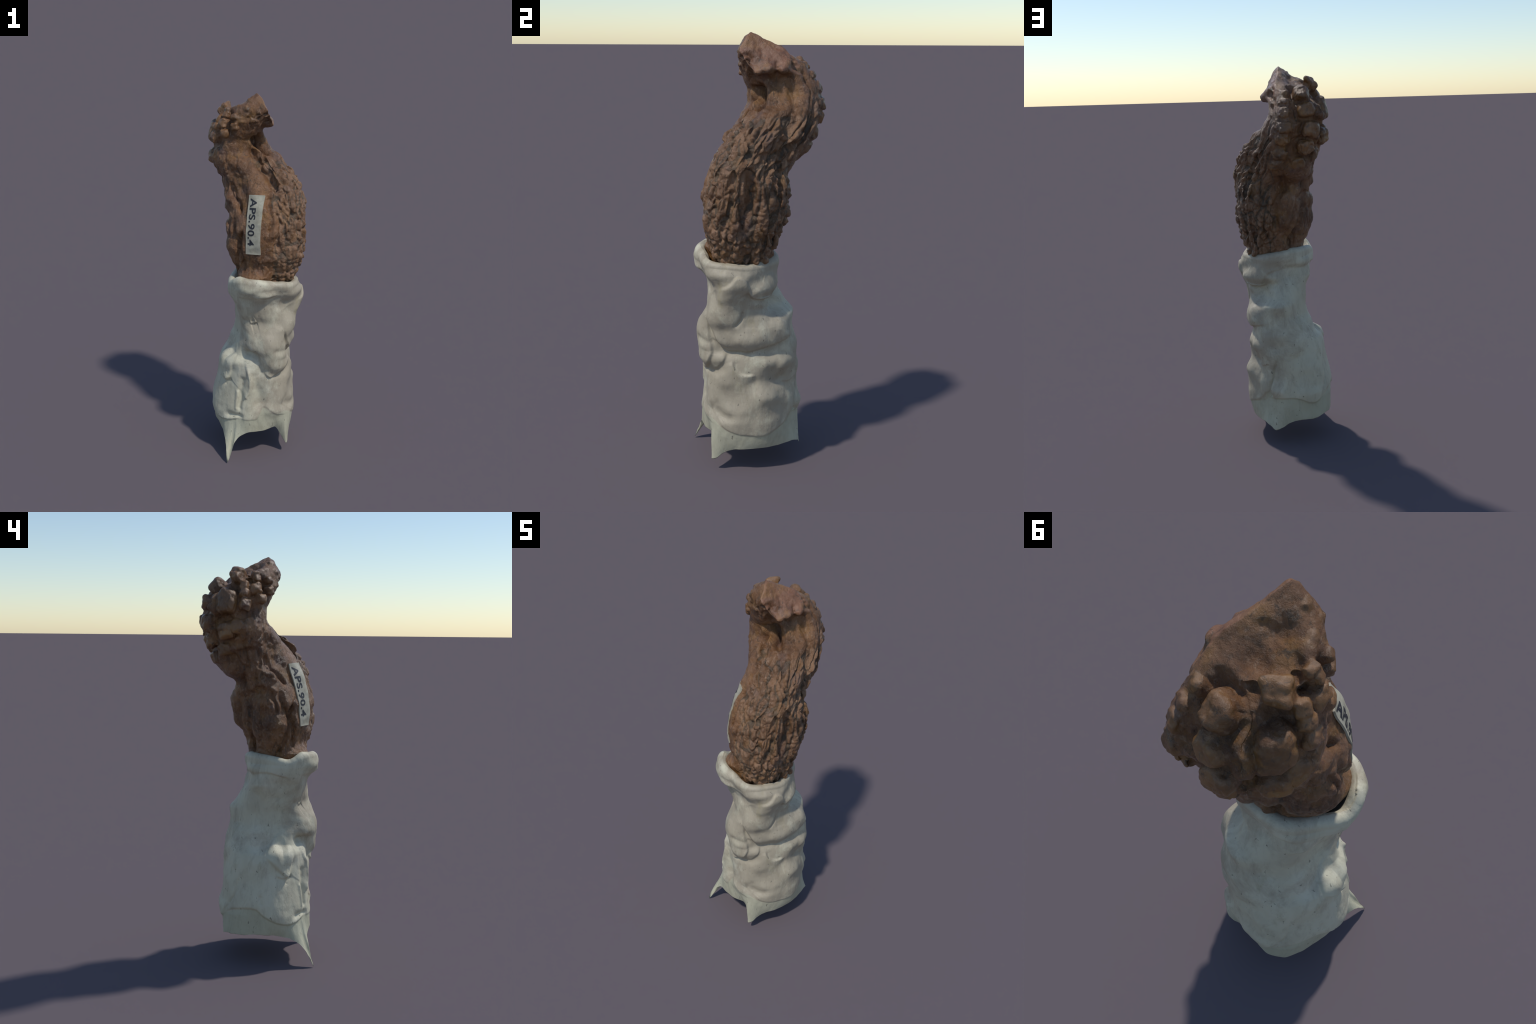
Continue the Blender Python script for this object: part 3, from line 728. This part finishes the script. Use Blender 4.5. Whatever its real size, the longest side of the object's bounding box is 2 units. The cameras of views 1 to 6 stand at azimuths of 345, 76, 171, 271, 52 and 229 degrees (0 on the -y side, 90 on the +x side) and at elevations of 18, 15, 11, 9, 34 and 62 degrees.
# ------------------------------------------------------------------ assemble
root = bpy.data.objects.new("fossil_specimen", None)
bpy.context.scene.collection.objects.link(root)
root["label"] = "brown knobbly fossil cone standing in pale clay mount"
root["category"] = "fossil"

fossil_me, crust, cell, furrow = build_fossil()
C, FN = face_centres(fossil_me)
label = np.zeros(len(C), int)
lv = np.array([p.vertices[0] for p in fossil_me.polygons])
label[crust[lv] > 0.5] = 1000000 + cell[lv[crust[lv] > 0.5]] % 1000000
FACE_N = Vector((0.80, -0.05, 0.45)).normalized()
in_furrow = (crust[lv] > 0.5) & (furrow[lv] > 0.86)
label[in_furrow] = 500001
on_face = (C @ np.array(FACE_N) > np.array(FACE_N) @ np.array((0.072, 0.0, 1.880)) - 0.028) & (C[:, 2] > 1.825) & (FN @ np.array(FACE_N) > 0.62)
label[on_face] = 2
names = ["fossil", "cobbled_crust", "fracture_face"]; mats = [stone_bark, stone_crust, stone_face]
best = np.full(len(C), 9.0)
for i, (c, n, w, h, d) in enumerate(KNOBS):
    nn = np.array(Vector(n).normalized()); x = np.array(Vector((0, 0, 1)).cross(Vector(n)).normalized()); y = np.cross(nn, x)
    q = C - np.array(c) / 1000
    e = np.sqrt((q @ x / (w / 1850)) ** 2 + (q @ y / (h / 1850)) ** 2 + (np.minimum(q @ nn, 0) / (d / 1700)) ** 2)
    m = (e < 1.0) & (e < best) & (label != 2) & (np.linalg.norm(q, axis=1) < 0.12)
    label[m] = 3 + i; best[m] = e[m]
    names.append("knob"); mats.append(stone_knob)
# cells of the crust: the big ones are plates of their own, slivers stay joined
ids, inv, cnt = np.unique(label, return_inverse=True, return_counts=True)
big = [i for i in range(len(ids)) if ids[i] > 500001 and cnt[i] > 90]
big = sorted(big, key=lambda i: -cnt[i])[:280]
for i in range(len(ids)):
    if ids[i] == 500001:
        label[inv == i] = len(names); names.append("crack_earth"); mats.append(stone_dark_furrow)
    elif ids[i] >= 500000:
        if i in big:
            label[inv == i] = len(names); names.append("crust_plate"); mats.append(stone_crust)
        else:
            label[inv == i] = 1
fossil = split_regions(fossil_me, label, names, mats, root, "fossil")

# clay mount
cv, cf = clay_surface()
clay_me = new_mesh("clay", cv, cf)
P, N = mesh_arrays(clay_me)
outer = sm(0.02, 0.10, np.linalg.norm(P[:, :2] - EDGE_CENTRE, axis=1) - 0.06) * (np.einsum("ij,ij->i", N[:, :2], P[:, :2] - EDGE_CENTRE) > -0.02)
D = apply_strokes(P, N, CLAY_STROKES, surface_of(clay_me)) + 0.006 * fbm(P * (1, 1, 0.8), 7, 2, 60) * sm(0.2, 0.35, P[:, 2]) + 0.0016 * fbm(P * (1, 1, 0.5), 26, 2, 63)
P = P + N * (D * outer)[:, None]
set_verts(clay_me, P)
C, FN = face_centres(clay_me)
ang = np.arctan2(C[:, 1] + 0.04, C[:, 0] + 0.01)
SKIRT = [(-175, 0.255), (-155, 0.225), (-140, 0.225), (-120, 0.237), (-102, 0.240), (-90, 0.300), (-76, 0.258), (-60, 0.262), (-38, 0.215), (0, 0.192), (20, 0.215), (42, 0.245), (50, 0.290), (62, 0.262), (90, 0.263), (110, 0.230), (130, 0.260), (145, 0.285), (162, 0.296)]
skirt = C[:, 2] < periodic(SKIRT, ang)[:, 0]
label = np.where(skirt, 1, 0)
label[C[:, 2] > 0.955 + 0.02 * np.sin(2 * ang)] = 2
clay_obj = split_regions(clay_me, label, ["clay_mount", "clay_skirt", "clay_rim"], [clay_mat, skirt_mat, clay_mat], root, "clay_mount")

# ------------------------------------------------------------------ paper label with its number
CORNERS = np.array([(-0.061, -0.137, 1.490), (0.0105, -0.187, 1.494), (-0.030, -0.244, 1.189), (-0.0985, -0.202, 1.188)])  # tl tr br bl
bvh = BVHTree.FromPolygons([tuple(v) for v in mesh_arrays(fossil_me)[0]], [tuple(p.vertices) for p in fossil_me.polygons])
NU, NV = 16, 64
LN = np.cross(CORNERS[1] - CORNERS[0], CORNERS[0] - CORNERS[3]); LN /= np.linalg.norm(LN)
flat = np.zeros((NV, NU, 3)); hgt = np.zeros((NV, NU))
for i in range(NV):
    for j in range(NU):
        u, v = j / (NU - 1), i / (NV - 1)
        p = (CORNERS[0] * (1 - u) + CORNERS[1] * u) * (1 - v) + (CORNERS[3] * (1 - u) + CORNERS[2] * u) * v
        hit = bvh.ray_cast(Vector(p + LN * 0.12), Vector(-LN))
        flat[i, j] = p; hgt[i, j] = 0.12 - hit[3] if hit[0] is not None else 0
raw = hgt.copy()
for _ in range(30):  # paper bridges small hollows
    q = np.pad(hgt, 1, mode="edge")
    hgt = np.maximum(raw + 0.0004, (q[:-2, 1:-1] + q[2:, 1:-1] + q[1:-1, :-2] + q[1:-1, 2:] + 2 * hgt) / 6)
q = np.pad(hgt, 1, mode="edge")
hgt = (q[:-2, 1:-1] + q[2:, 1:-1] + q[1:-1, :-2] + q[1:-1, 2:] + 2 * hgt) / 6


def on_label(u, v, lift):
    """point above the pasted paper; u across, v down, both 0..1"""
    u = np.clip(u, 0, 1) * (NU - 1); v = np.clip(v, 0, 1) * (NV - 1)
    i = np.clip(v.astype(int), 0, NV - 2); j = np.clip(u.astype(int), 0, NU - 2); a = (u - j)[:, None]; b = (v - i)[:, None]
    S = flat + LN * hgt[..., None]
    return (S[i, j] * (1 - a) + S[i, j + 1] * a) * (1 - b) + (S[i + 1, j] * (1 - a) + S[i + 1, j + 1] * a) * b + LN * lift


gu, gv = np.meshgrid(np.linspace(0, 1, NU), np.linspace(0, 1, NV))
wob = lambda t, s: 0.012 * np.sin(t * 9 + s) + 0.008 * np.sin(t * 23 + 2 * s)
uu = gu + np.where(gu == 0, wob(gv, 1.0), 0) * 0
top = on_label(gu.ravel(), gv.ravel(), 0.0022); bot = on_label(gu.ravel(), gv.ravel(), -0.004)
n = NU * NV; f = []
for i in range(NV - 1):
    for j in range(NU - 1):
        a, b, c, d = i * NU + j, i * NU + j + 1, (i + 1) * NU + j + 1, (i + 1) * NU + j
        f.append((d, c, b, a)); f.append((a + n, b + n, c + n, d + n))
rim = [j for j in range(NU)] + [i * NU + NU - 1 for i in range(1, NV)] + [(NV - 1) * NU + j for j in range(NU - 2, -1, -1)] + [i * NU for i in range(NV - 2, 0, -1)]
for a, b in zip(rim, rim[1:] + rim[:1]):
    f.append((a, b, b + n, a + n))
paper = Nodes("aged_label_paper", 0.55)
pc = paper.ramp(paper.noise(30, 5, 0.65), [(0.3, (0.30, 0.27, 0.195)), (0.6, (0.44, 0.41, 0.315))])
pc = paper.mix(paper.ramp(paper.noise(55, 5, 0.7, offset=2.0), [(0.58, 0.0), (0.75, 0.5)]), pc, (0.25, 0.22, 0.17))
paper.link(pc, paper.b.inputs["Base Color"])
label_me = new_mesh("label", np.vstack([top, bot]), f)
label_me.materials.append(paper.m)
label_me.polygons.foreach_set("use_smooth", np.ones(len(label_me.polygons), bool))
label_ob = add("label", label_me, root)
label_me.set_sharp_from_angle(angle=math.radians(40))

cu = bpy.data.curves.new("lettering", "FONT"); cu.body = "APS.90.4"; cu.size = 1.0; cu.resolution_u = 6; cu.space_character = 1.06; cu.offset = 0.022
tmp = bpy.data.objects.new("lettering_build", cu); bpy.context.scene.collection.objects.link(tmp)
tm = bpy.data.meshes.new_from_object(tmp.evaluated_get(bpy.context.evaluated_depsgraph_get()))
bpy.data.objects.remove(tmp)
bm = bmesh.new(); bm.from_mesh(tm)
bmesh.ops.triangulate(bm, faces=bm.faces)
for _ in range(3):
    bmesh.ops.subdivide_edges(bm, edges=[e for e in bm.edges if e.calc_length() > 0.12], cuts=1)
    bmesh.ops.triangulate(bm, faces=bm.faces)
bm.to_mesh(tm); bm.free()
T, _ = mesh_arrays(tm)
lo, hi = T.min(0), T.max(0)
along = 0.055 + 0.80 * (T[:, 0] - lo[0]) / (hi[0] - lo[0]); across = 0.12 + 0.46 * (T[:, 1] - lo[1]) / (hi[1] - lo[1])
up = on_label(across, along, 0.0033); dn = on_label(across, along, 0.0015)
k = len(T); faces = [tuple(p.vertices) for p in tm.polygons]
edges = {}
for fc in faces:
    for a, b in zip(fc, fc[1:] + fc[:1]):
        edges[(a, b)] = edges.get((a, b), 0) + 1
side = [(b, a, a + k, b + k) for (a, b) in edges if (b, a) not in edges]
ink = Nodes("black_ink", 0.6); ink.b.inputs["Base Color"].default_value = (0.018, 0.018, 0.022, 1)
ink.link(ink.ramp(ink.noise(90, 3), [(0.3, (0.014, 0.014, 0.018)), (0.7, (0.035, 0.035, 0.042))]), ink.b.inputs["Base Color"])
text_me = new_mesh("lettering", np.vstack([up, dn]), [f_[::-1] for f_ in faces] + [tuple(v + k for v in f_) for f_ in faces] + side)
text_me.materials.append(ink.m)
bm = bmesh.new(); bm.from_mesh(text_me); bmesh.ops.recalc_face_normals(bm, faces=bm.faces); bm.to_mesh(text_me); bm.free()
add("lettering", text_me, label_ob)
for m in (fossil_me, clay_me, tm):
    bpy.data.meshes.remove(m)
